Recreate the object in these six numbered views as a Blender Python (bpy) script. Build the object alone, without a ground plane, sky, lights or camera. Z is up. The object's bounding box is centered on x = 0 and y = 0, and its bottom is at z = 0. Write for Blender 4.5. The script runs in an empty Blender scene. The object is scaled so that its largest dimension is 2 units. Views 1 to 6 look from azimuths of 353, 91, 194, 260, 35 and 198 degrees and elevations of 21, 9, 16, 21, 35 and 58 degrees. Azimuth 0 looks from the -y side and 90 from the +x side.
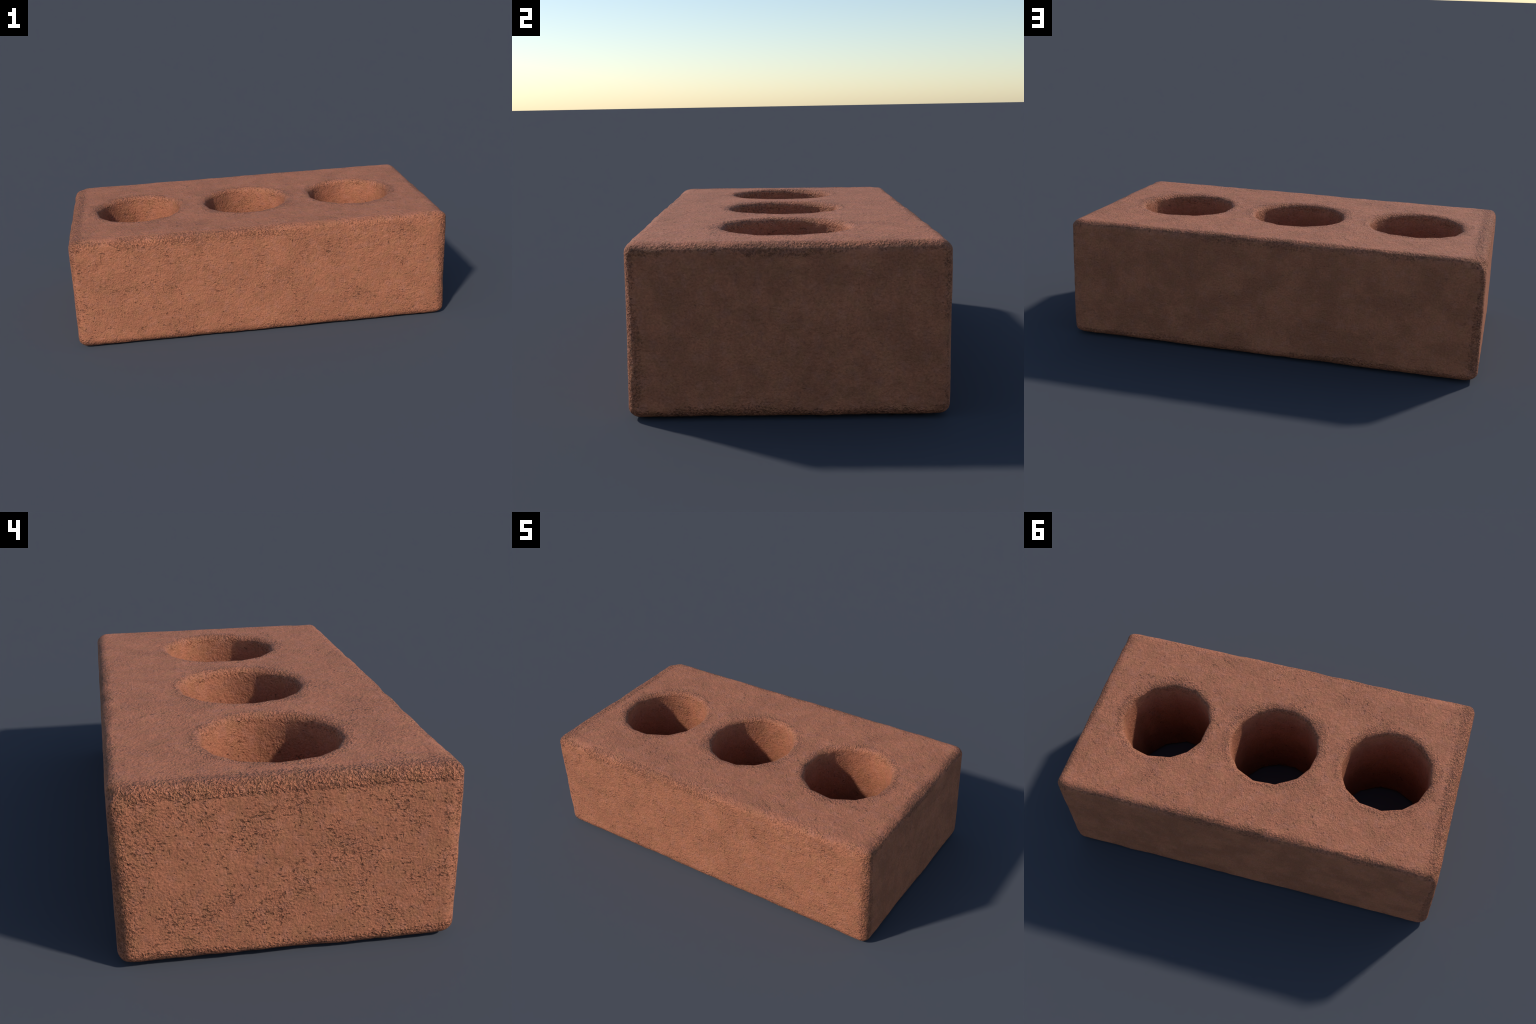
"""A fired clay brick with three round core holes, lying on its bed face.

Block: a slightly crooked box, its corners and edges worn round by different amounts.
Holes: three cylinders through the block whose rims are many-sided and softly chamfered.
Relief: lumps and edge wear displace the mesh; sandy grain, pits and hairline cracks are bump.
"""
import bpy
import numpy as np

# ----------------------------------------------------------------------------- proportions
HALF_X, HALF_Y, HEIGHT = 1.0, 0.532, 0.586
STEP = 0.0058                      # mesh spacing, metres

# corners (x, y, z) and how far each is rounded along x, y, z; order: z, then y, then x
CORNERS = np.array([
    (-1.000, -0.533, -0.002), (0.995, -0.535, -0.003), (-1.001, 0.531, 0.001), (1.003, 0.529, -0.001),
    (-0.999, -0.531, 0.588), (0.996, -0.530, 0.587), (-0.998, 0.533, 0.582), (1.005, 0.532, 0.585)])
ROUNDING = np.array([
    (0.052, 0.047, 0.045), (0.054, 0.042, 0.044), (0.057, 0.040, 0.042), (0.051, 0.046, 0.033),
    (0.034, 0.066, 0.035), (0.066, 0.032, 0.030), (0.044, 0.034, 0.041), (0.047, 0.045, 0.041)])

# core holes: centre, radius and the angles (degrees) of the corners of the many-sided rim
RIM_WIDTH, RIM_DEPTH = 0.027, 0.023
HOLES = [
    dict(x=-0.626, y=-0.006, r=0.232, turns=(-155, -129, -103, -79, -49, -24, 3, 20, 41, 67, 96, 122, 146, 175)),
    dict(x=-0.022, y=-0.001, r=0.231, turns=(-178, -152, -125, -101, -76, -52, -26, 0, 26, 52, 79, 108, 137, 159)),
    dict(x=0.581, y=-0.003, r=0.232, turns=(-168, -141, -113, -81, -51, -22, 8, 35, 62, 86, 115, 138, 160)),
]


# ----------------------------------------------------------------------------- noise
def lattice(seed):
    return np.random.default_rng(seed).permutation(256)


def value_noise(p, scale, seed, smooth=True):
    """3D lattice noise in -1..1; without smoothing it is piecewise linear, like chipped facets."""
    perm = lattice(seed)
    q = p * scale
    i = np.floor(q).astype(int)
    f = q - i
    w = f * f * (3 - 2 * f) if smooth else f
    out = np.zeros(len(p))
    for dx in (0, 1):
        for dy in (0, 1):
            for dz in (0, 1):
                h = perm[(perm[(perm[(i[:, 0] + dx) & 255] + i[:, 1] + dy) & 255] + i[:, 2] + dz) & 255]
                k = np.where(dx, w[:, 0], 1 - w[:, 0]) * np.where(dy, w[:, 1], 1 - w[:, 1]) * np.where(dz, w[:, 2], 1 - w[:, 2])
                out += k * (h / 127.5 - 1)
    return out


def fractal(p, scale, seed, octaves=3):
    return sum(value_noise(p, scale * 2 ** o, seed + o) * 0.5 ** o for o in range(octaves))


def ramp(v, a, b):
    t = np.clip((v - a) / (b - a), 0, 1)
    return t * t * (3 - 2 * t)


# ----------------------------------------------------------------------------- the crooked, worn box
def trilinear(s, corner_values):
    u = np.clip((s + 1) / 2, 0, 1)
    out = np.zeros((len(s), 3))
    for n, v in enumerate(corner_values):
        bx, by, bz = n & 1, (n >> 1) & 1, n >> 2
        k = (u[:, 0] if bx else 1 - u[:, 0]) * (u[:, 1] if by else 1 - u[:, 1]) * (u[:, 2] if bz else 1 - u[:, 2])
        out += k[:, None] * v
    return out


def worn_box(nominal, rounded):
    """nominal: points on or in the ideal box, metres. Returns them on the crooked box with worn edges."""
    half = np.array((HALF_X, HALF_Y, HEIGHT / 2))
    s = (nominal - (0, 0, HEIGHT / 2)) / half
    p = trilinear(s, CORNERS)
    r = trilinear(s, ROUNDING)
    for axis in range(3):
        r[:, axis] *= 1 + 0.24 * value_noise(nominal + 3.7, 8.5, 20 + axis, smooth=False)
    t = np.clip(1 - (1 - np.abs(s)) * half / r, 0, 1)
    sign = np.where(s < 0, -1.0, 1.0)
    d = t / np.maximum(np.linalg.norm(t, axis=1), 1e-9)[:, None]
    return np.where(rounded[:, None], p - sign * r * t + sign * r * d, p)


def rim_radius(hole, theta, faceted):
    """Radius of the many-sided hole in direction theta, or of the round hole of the same size."""
    if not faceted:
        return np.full(len(theta), hole["r"] * 0.985)
    a = np.radians(np.array(hole["turns"], float))
    a = np.append(a, a[0] + 2 * np.pi)
    th = (theta - a[0]) % (2 * np.pi) + a[0]
    k = np.clip(np.searchsorted(a, th, side="right") - 1, 0, len(a) - 2)
    mid, span = (a[k] + a[k + 1]) / 2, a[k + 1] - a[k]
    return hole["r"] * np.cos(span / 2) / np.cos(th - mid)


# ----------------------------------------------------------------------------- mesh of the whole brick
class Sheet:
    """Collects grids of points; equal keys become one vertex."""

    def __init__(self):
        self.key, self.nominal, self.polar, self.faces, self.part, self.count = [], [], [], [], [], 0

    def grid(self, nominal, polar, part, flip=False):
        # nominal (a, b, 3); polar (a, b, 4): hole number or -1, angle, offset from the hole radius, blend to the box
        a, b = nominal.shape[:2]
        i = np.arange(a * b).reshape(a, b) + self.count
        q = np.stack([i[:-1, :-1], i[1:, :-1], i[1:, 1:], i[:-1, 1:]], -1).reshape(-1, 4)
        self.faces.append(q[:, ::-1] if flip else q)
        self.part.append(np.full(len(q), part))
        self.nominal.append(nominal.reshape(-1, 3))
        self.polar.append(polar.reshape(-1, 4))
        self.count += a * b

    def merged(self):
        nominal, polar = np.vstack(self.nominal), np.vstack(self.polar)
        _, first, back = np.unique(np.round(nominal, 5), axis=0, return_index=True, return_inverse=True)
        back = back.reshape(-1)
        return nominal[first], polar[first], back[np.vstack(self.faces)], np.concatenate(self.part)


def segments(a, b):
    return np.linspace(a, b, max(2, int(round((b - a) / STEP))) + 1)


cuts = [-HALF_X, (HOLES[0]["x"] + HOLES[1]["x"]) / 2, (HOLES[1]["x"] + HOLES[2]["x"]) / 2, HALF_X]
cell_x = [segments(cuts[i], cuts[i + 1]) for i in range(3)]
line_x = np.concatenate([cell_x[0], cell_x[1][1:], cell_x[2][1:]])
line_y, line_z = segments(-HALF_Y, HALF_Y), segments(0, HEIGHT)
sheet = Sheet()
no_hole = lambda n: np.broadcast_to(np.array((-1.0, 0, 0, 0)), n.shape[:2] + (4,))

# four sides
for y, flip in ((-HALF_Y, False), (HALF_Y, True)):
    g = np.stack(np.meshgrid(line_x, [y], line_z, indexing="ij"), -1)[:, 0]
    sheet.grid(g, no_hole(g), 0, flip)
for x, flip in ((-HALF_X, True), (HALF_X, False)):
    g = np.stack(np.meshgrid([x], line_y, line_z, indexing="ij"), -1)[0]
    sheet.grid(g, no_hole(g), 0, flip)

# bed faces: each hole sits in its own rectangle, joined to it by radial lines; then rim, wall and lower rim
quarter = np.linspace(0, np.pi / 2, 8)
rim = [(RIM_WIDTH * (1 - np.sin(a)), RIM_DEPTH * (1 - np.cos(a))) for a in quarter]
wall_z = np.linspace(HEIGHT - RIM_DEPTH, RIM_DEPTH, 80)
profile = [(o, HEIGHT - d) for o, d in rim] + [(0.0, z) for z in wall_z[1:-1]] + [(o, d) for o, d in rim[::-1]]
RADIAL = 60
for n, hole in enumerate(HOLES):
    xs, ys = cell_x[n], line_y
    border = np.concatenate([
        np.stack([xs[:-1], np.full(len(xs) - 1, ys[0])], 1), np.stack([np.full(len(ys) - 1, xs[-1]), ys[:-1]], 1),
        np.stack([xs[:0:-1], np.full(len(xs) - 1, ys[-1])], 1), np.stack([np.full(len(ys) - 1, xs[0]), ys[:0:-1]], 1)])
    border = np.vstack([border, border[:1]])
    centre = np.array((hole["x"], hole["y"]))
    theta = np.arctan2(*(border - centre).T[::-1])
    spoke = np.stack([np.cos(theta), np.sin(theta)], 1)
    t = np.linspace(0, 1, RADIAL + 1)
    inner = centre + spoke * (hole["r"] + RIM_WIDTH)
    flat = inner[:, None] + (border - inner)[:, None] * t[None, :, None]
    polar = np.zeros(flat.shape[:2] + (4,))
    polar[..., 0], polar[..., 1], polar[..., 2], polar[..., 3] = n, theta[:, None], RIM_WIDTH, t[None]
    for z, flip in ((HEIGHT, True), (0.0, False)):
        sheet.grid(np.concatenate([flat, np.full(flat.shape[:2] + (1,), z)], -1), polar, 0, flip)
    off, zz = np.array(profile).T
    ring = (centre + spoke * hole["r"])[:, None] + spoke[:, None] * off[None, :, None]
    polar = np.zeros(ring.shape[:2] + (4,))
    polar[..., 0], polar[..., 1], polar[..., 2] = n, theta[:, None], off[None]
    sheet.grid(np.concatenate([ring, np.broadcast_to(zz[None, :, None], ring.shape[:2] + (1,))], -1), polar, n + 1)

nominal, polar, faces, part = sheet.merged()


def placed(faceted):
    """Every vertex on the undisplaced brick, with many-sided or with round holes."""
    p = nominal.copy()
    for n, hole in enumerate(HOLES):
        m = polar[:, 0] == n
        th, off, t = polar[m, 1], polar[m, 2], polar[m, 3]
        change = rim_radius(hole, th, faceted) - hole["r"]
        fade = (1 - np.clip(t / 0.5, 0, 1)) ** 2
        p[m, 0] += np.cos(th) * change * fade
        p[m, 1] += np.sin(th) * change * fade
    on_box = (polar[:, 0] < 0) | (polar[:, 3] > 0)
    return worn_box(p, on_box)


def normals_of(p):
    d = np.cross(p[faces[:, 2]] - p[faces[:, 0]], p[faces[:, 3]] - p[faces[:, 1]])
    n = np.zeros_like(p)
    for k in range(4):
        for axis in range(3):
            n[:, axis] += np.bincount(faces[:, k], d[:, axis], len(p))
    return n / np.maximum(np.linalg.norm(n, axis=1), 1e-12)[:, None]


def distance_to_edges(p):
    a = np.stack([HALF_X - np.abs(p[:, 0]), HALF_Y - np.abs(p[:, 1]), np.minimum(p[:, 2], HEIGHT - p[:, 2])], 1)
    e = np.sort(np.maximum(a, 0), axis=1)[:, 1]
    for hole in HOLES:
        r = np.hypot(p[:, 0] - hole["x"], p[:, 1] - hole["y"])
        e = np.minimum(e, np.maximum(np.abs(r - hole["r"]), a[:, 2]))
    return e


round_brick, brick = placed(False), placed(True)
worn = 1 - ramp(distance_to_edges(nominal) + 0.012 * fractal(nominal, 9, 41, 2), 0.005, 0.06)
relief = (0.0009 * fractal(nominal, 6, 50, 2) + 0.0005 * fractal(nominal, 30, 60, 3)
          + worn * (0.0011 * fractal(nominal, 22, 70, 3) + 0.0019 * value_noise(nominal, 9, 80, smooth=False)))
# knocks: places on corners and edges where a flake has come away (x, y, z, radius, depth)
KNOCKS = [(-0.995, 0.520, 0.580, 0.085, 0.018), (-0.995, 0.340, 0.575, 0.055, 0.004), (0.990, -0.440, 0.575, 0.060, 0.003),
          (-0.180, -0.525, 0.570, 0.090, 0.0015), (0.380, -0.525, 0.570, 0.090, 0.002), (-0.620, -0.525, 0.570, 0.080, 0.001)]
for kx, ky, kz, radius, depth in KNOCKS:
    away = np.linalg.norm(nominal - (kx, ky, kz), axis=1) / radius
    relief -= depth * (1 - ramp(away + 0.25 * value_noise(nominal, 24, 90), 0.15, 1.0))
out = normals_of(round_brick)
round_brick = round_brick + out * relief[:, None]
brick = brick + out * relief[:, None]
low, high = brick.min(0), brick.max(0)
shift = np.array((-(low[0] + high[0]) / 2, -(low[1] + high[1]) / 2, -low[2]))
size = np.array((2.0, 1.071, 0.590)) / (high - low)
brick = (brick + shift) * size
shade = normals_of(round_brick) * 0.8 + normals_of(brick) * 0.2
shade /= np.linalg.norm(shade, axis=1)[:, None]


# ----------------------------------------------------------------------------- fired clay
class Nodes:
    def __init__(self, tree):
        self.tree = tree
        tree.nodes.clear()

    def put(self, kind, **settings):
        n = self.tree.nodes.new(kind)
        for k, v in settings.items():
            setattr(n, k, v)
        return n

    def feed(self, socket, v):
        if hasattr(v, "is_output"):
            self.tree.links.new(v, socket)
        else:
            socket.default_value = v

    def math(self, op, a, b=0.0, c=0.0, clamp=False):
        n = self.put("ShaderNodeMath", operation=op, use_clamp=clamp)
        for i, v in enumerate((a, b, c)):
            self.feed(n.inputs[i], v)
        return n.outputs[0]

    def smooth(self, v, a, b, to0=0.0, to1=1.0):
        n = self.put("ShaderNodeMapRange", interpolation_type="SMOOTHSTEP")
        for i, x in enumerate((v, a, b, to0, to1)):
            self.feed(n.inputs[i], x)
        return n.outputs[0]

    def noise(self, co, scale, detail=2.0, rough=0.5, distort=0.0, stretch=None, offset=(0, 0, 0)):
        if stretch or any(offset):
            m = self.put("ShaderNodeMapping")
            self.feed(m.inputs["Vector"], co)
            m.inputs["Scale"].default_value = stretch or (1, 1, 1)
            m.inputs["Location"].default_value = offset
            co = m.outputs[0]
        n = self.put("ShaderNodeTexNoise")
        self.feed(n.inputs["Vector"], co)
        for k, v in (("Scale", scale), ("Detail", detail), ("Roughness", rough), ("Distortion", distort)):
            n.inputs[k].default_value = v
        return n.outputs["Fac"]

    def mix(self, f, a, b, blend="MIX"):
        n = self.put("ShaderNodeMix", data_type="RGBA", blend_type=blend)
        self.feed(n.inputs["Factor"], f)
        for s, v in ((n.inputs[6], a), (n.inputs[7], b)):
            self.feed(s, v if hasattr(v, "is_output") else (*v, 1))
        return n.outputs[2]


def fired_clay():
    mat = bpy.data.materials.new("fired_clay")
    mat.use_nodes = True
    g = Nodes(mat.node_tree)
    M = g.math
    co = g.put("ShaderNodeTexCoord").outputs["Object"]
    sep = g.put("ShaderNodeSeparateXYZ")
    g.feed(sep.inputs[0], co)
    x, y, z = sep.outputs

    # distance to the nearest edge of the box or of a hole
    ax = M("SUBTRACT", HALF_X, M("ABSOLUTE", x))
    ay = M("SUBTRACT", HALF_Y, M("ABSOLUTE", y))
    az = M("MINIMUM", z, M("SUBTRACT", HEIGHT, z))
    small = M("MINIMUM", ax, M("MINIMUM", ay, az))
    large = M("MAXIMUM", ax, M("MAXIMUM", ay, az))
    middle = M("SUBTRACT", M("ADD", M("ADD", ax, ay), az), M("ADD", small, large))
    rim = None
    for h in HOLES:
        dx, dy = M("SUBTRACT", x, h["x"]), M("SUBTRACT", y, h["y"])
        r = M("SQRT", M("ADD", M("MULTIPLY", dx, dx), M("MULTIPLY", dy, dy)))
        d = M("ABSOLUTE", M("SUBTRACT", r, h["r"] + 0.012))
        rim = d if rim is None else M("MINIMUM", rim, d)
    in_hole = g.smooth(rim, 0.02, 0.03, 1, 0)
    rim = M("MAXIMUM", rim, az)
    edge = M("MINIMUM", middle, rim)

    # the sandy, crumbled band along the edges: its width wanders
    width = g.smooth(g.noise(co, 3.0, 2.0), 0.3, 0.7, 0.028, 0.085)
    ragged = M("ADD", edge, M("MULTIPLY", M("SUBTRACT", g.noise(co, 28.0, 3.0, 0.6), 0.5), 0.05))
    sandy = M("SUBTRACT", 1.0, g.smooth(M("DIVIDE", ragged, width), 0.25, 1.0))
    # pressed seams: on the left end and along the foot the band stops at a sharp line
    seam_z = M("ADD", M("SUBTRACT", az, 0.045), M("MULTIPLY", M("SUBTRACT", g.noise(co, 2.6, 1.0), 0.5), 0.05))
    seam = g.smooth(seam_z, -0.002, 0.003, 1, 0)
    where = M("MAXIMUM", g.smooth(x, -0.95, -0.90, 1, 0), M("MULTIPLY", g.smooth(y, 0.44, 0.5), g.smooth(z, 0.2, 0.3, 1, 0)))
    sandy = M("MAXIMUM", M("MULTIPLY", sandy, g.smooth(where, 0.3, 0.7, 1.0, 0.75)), M("MULTIPLY", M("MULTIPLY", seam, where), 0.9))

    # the left end is the most broken; elsewhere, and round the holes, the band comes and goes
    left = g.smooth(x, -0.97, -0.86, 1, 0)
    strength = M("MAXIMUM", g.smooth(g.noise(co, 2.7, 3.0, 0.6, offset=(8, 3, 3)), 0.36, 0.62, 0.66, 1.15), M("MAXIMUM", M("MULTIPLY", left, 1.6), g.smooth(x, 0.90, 0.96, 0.0, 1.3)))
    strength = M("MULTIPLY", strength, g.smooth(M("SUBTRACT", rim, middle), -0.02, 0.02, 0.95, 1.0))
    sandy = M("MULTIPLY", sandy, strength)

    # relief heights in metres, each centred on zero
    def centred(v):
        return M("SUBTRACT", v, 0.5)

    lumps = centred(g.noise(co, 46.0, 4.0, 0.6))
    grain = g.noise(co, 135.0, 2.5, 0.6)
    crumb = g.noise(co, 112.0, 2.5, 0.6, 0.25)
    patch = M("ADD", g.smooth(g.noise(co, 6.5, 4.0, 0.68, offset=(3, 1, 7)), 0.42, 0.68), M("MULTIPLY", left, 0.18), clamp=True)
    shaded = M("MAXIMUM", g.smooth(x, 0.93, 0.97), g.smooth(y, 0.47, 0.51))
    patch = M("MULTIPLY", patch, M("SUBTRACT", 1.0, M("MULTIPLY", shaded, 0.6)))
    pit_field = g.noise(co, 76.0, 2.5, 0.5, 0.25, stretch=(0.9, 0.9, 1.35), offset=(9, 2, 4))
    level = M("SUBTRACT", g.smooth(patch, 0.0, 1.0, 0.68, 0.610), M("MULTIPLY", left, 0.035))
    pits = g.smooth(M("SUBTRACT", pit_field, level), 0.0, 0.09)
    chip_field = g.noise(co, 115.0, 2.0, 0.5, 0.4, offset=(2, 9, 6))
    chips = g.smooth(M("SUBTRACT", chip_field, g.smooth(sandy, 0.0, 1.0, 0.80, 0.550)), 0.0, 0.055)
    dash_a = g.noise(co, 34.0, 2.0, 0.5, stretch=(0.85, 0.85, 2.6), offset=(2, 5, 5))
    dash_b = g.noise(co, 34.0, 2.0, 0.5, stretch=(2.3, 2.3, 0.8), offset=(6, 1, 8))
    dashes = g.smooth(M("MAXIMUM", dash_a, M("SUBTRACT", dash_b, 0.02)), M("SUBTRACT", 0.70, M("MULTIPLY", left, 0.055)), 0.76)
    dashes = M("MULTIPLY", dashes, g.smooth(g.noise(co, 8.0, 2.0, 0.6, offset=(1, 2, 9)), 0.40, 0.60, 0.1, 1.0))
    vein = M("ABSOLUTE", centred(g.noise(co, 9.0, 2.0, 0.5, stretch=(0.8, 0.8, 1.4))))
    broken = M("ADD", g.noise(co, 8.0, 1.0, offset=(5, 8, 2)), M("MULTIPLY", g.noise(co, 38.0, 1.0), 0.5))
    cracks = M("MULTIPLY", g.smooth(vein, 0.0, 0.0032, 0.6, 0), g.smooth(broken, 0.86, 0.93))
    holes = M("MAXIMUM", M("MAXIMUM", pits, cracks), dashes)
    holes = M("MULTIPLY", holes, M("SUBTRACT", 1.0, M("MULTIPLY", shaded, 0.6)))
    calm = g.smooth(x, -0.97, -0.86, 0.5, 1.0)
    inside = M("MULTIPLY", in_hole, g.smooth(az, 0.02, 0.05))
    calm = M("MULTIPLY", calm, M("SUBTRACT", 1.0, M("MULTIPLY", inside, 0.15)))
    height = M("MULTIPLY", lumps, M("MULTIPLY", calm, 0.0058))
    height = M("ADD", height, M("MULTIPLY", centred(grain), M("ADD", M("MULTIPLY", calm, 0.0036), M("MULTIPLY", patch, 0.0036))))
    height = M("ADD", height, M("MULTIPLY", centred(crumb), M("MULTIPLY", sandy, 0.0150)))
    height = M("SUBTRACT", height, M("MULTIPLY", chips, 0.0055))
    height = M("SUBTRACT", height, M("MULTIPLY", holes, 0.0036))
    bump = g.put("ShaderNodeBump")
    bump.inputs["Strength"].default_value = 1.0
    bump.inputs["Distance"].default_value = 1.0
    g.feed(bump.inputs["Height"], height)

    # colours: brick red clouded with ochre brown and dusky pink, darker stains, painted pit shadows
    red, ochre, pink = (0.437, 0.150, 0.076), (0.396, 0.151, 0.071), (0.430, 0.160, 0.092)
    c = g.mix(g.smooth(g.noise(co, 17.0, 5.0, 0.65), 0.40, 0.66, 0.0, 0.8), red, ochre)
    c = g.mix(M("MULTIPLY", g.smooth(g.noise(co, 26.0, 4.0, 0.6, offset=(4, 4, 9)), 0.48, 0.68), 0.8), c, pink)
    stain = g.smooth(g.noise(co, 7.0, 5.0, 0.66, offset=(1, 6, 3)), 0.38, 0.62, 1.05, M("SUBTRACT", 0.92, M("MULTIPLY", shaded, 0.09)))  # blotches painted deeper on the two faces turned away from the sun
    speck = g.smooth(g.noise(co, 120.0, 2.0, 0.6, offset=(7, 7, 1)), 0.3, 0.7, 0.87, 1.10)
    painted_pit_shade = M("SUBTRACT", 1.0, M("MULTIPLY", M("MAXIMUM", holes, M("MULTIPLY", chips, 0.5)), 0.40))  # self-shadow of pits and chips darkened into the colour
    gap = M("SUBTRACT", 1.0, M("MULTIPLY", M("MULTIPLY", g.smooth(crumb, 0.46, 0.34), sandy), 0.14))  # shade between edge crumbs tinted in, on top of the bump
    low_grain = M("SUBTRACT", 1.0, M("MULTIPLY", g.smooth(grain, 0.46, 0.30), M("ADD", 0.12, M("MULTIPLY", patch, 0.2))))  # hollows of the grain coloured darker, a drawn-in crevice shadow
    baked_hole_shade = M("SUBTRACT", 1.0, M("MULTIPLY", in_hole, g.smooth(z, 0.52, 0.05, 0.0, 0.42)))  # wall albedo lowered with depth to deepen the shadow inside the holes
    value = M("MULTIPLY", M("MULTIPLY", M("MULTIPLY", stain, speck), low_grain), M("MULTIPLY", M("MULTIPLY", painted_pit_shade, gap), M("MULTIPLY", baked_hole_shade, M("ADD", 0.97, M("MULTIPLY", M("MULTIPLY", sandy, g.smooth(crumb, 0.42, 0.56)), 0.12)))))
    grey = g.put("ShaderNodeCombineColor")
    for s in grey.inputs[:3]:
        g.feed(s, value)
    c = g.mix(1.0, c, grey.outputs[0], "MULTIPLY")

    # the upper bed face is tinted a little darker and bluer than the sides
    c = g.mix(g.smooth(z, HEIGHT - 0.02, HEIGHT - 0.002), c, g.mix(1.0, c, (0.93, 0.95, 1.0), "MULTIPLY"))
    skin = g.put("ShaderNodeBsdfPrincipled")
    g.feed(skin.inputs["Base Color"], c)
    skin.inputs["Roughness"].default_value = 0.78
    skin.inputs["Specular IOR Level"].default_value = 0.28
    g.feed(skin.inputs["Normal"], bump.outputs[0])
    end = g.put("ShaderNodeOutputMaterial")
    g.feed(end.inputs["Surface"], skin.outputs[0])
    return mat


# ----------------------------------------------------------------------------- objects
clay = fired_clay()
thing = bpy.data.objects.new("perforated_brick", None)
thing["label"] = "Worn red clay brick with three round core holes"
thing["category"] = "brick"
bpy.context.collection.objects.link(thing)
for k, name in enumerate(["brick_body", "core_hole", "core_hole", "core_hole"]):
    f = faces[part == k]
    used, local = np.unique(f, return_inverse=True)
    local = local.reshape(f.shape).astype(np.int32)
    me = bpy.data.meshes.new(name)
    me.vertices.add(len(used))
    me.vertices.foreach_set("co", brick[used].astype(np.float32).ravel())
    me.loops.add(local.size)
    me.loops.foreach_set("vertex_index", local.ravel())
    me.polygons.add(len(f))
    me.polygons.foreach_set("loop_start", np.arange(0, local.size, 4, dtype=np.int32))
    me.update(calc_edges=True)
    me.validate()
    me.polygons.foreach_set("use_smooth", np.ones(len(f), bool))
    me.normals_split_custom_set_from_vertices(shade[used].astype(np.float32).tolist())
    me.materials.append(clay)
    ob = bpy.data.objects.new(name, me)
    ob.parent = thing
    bpy.context.collection.objects.link(ob)
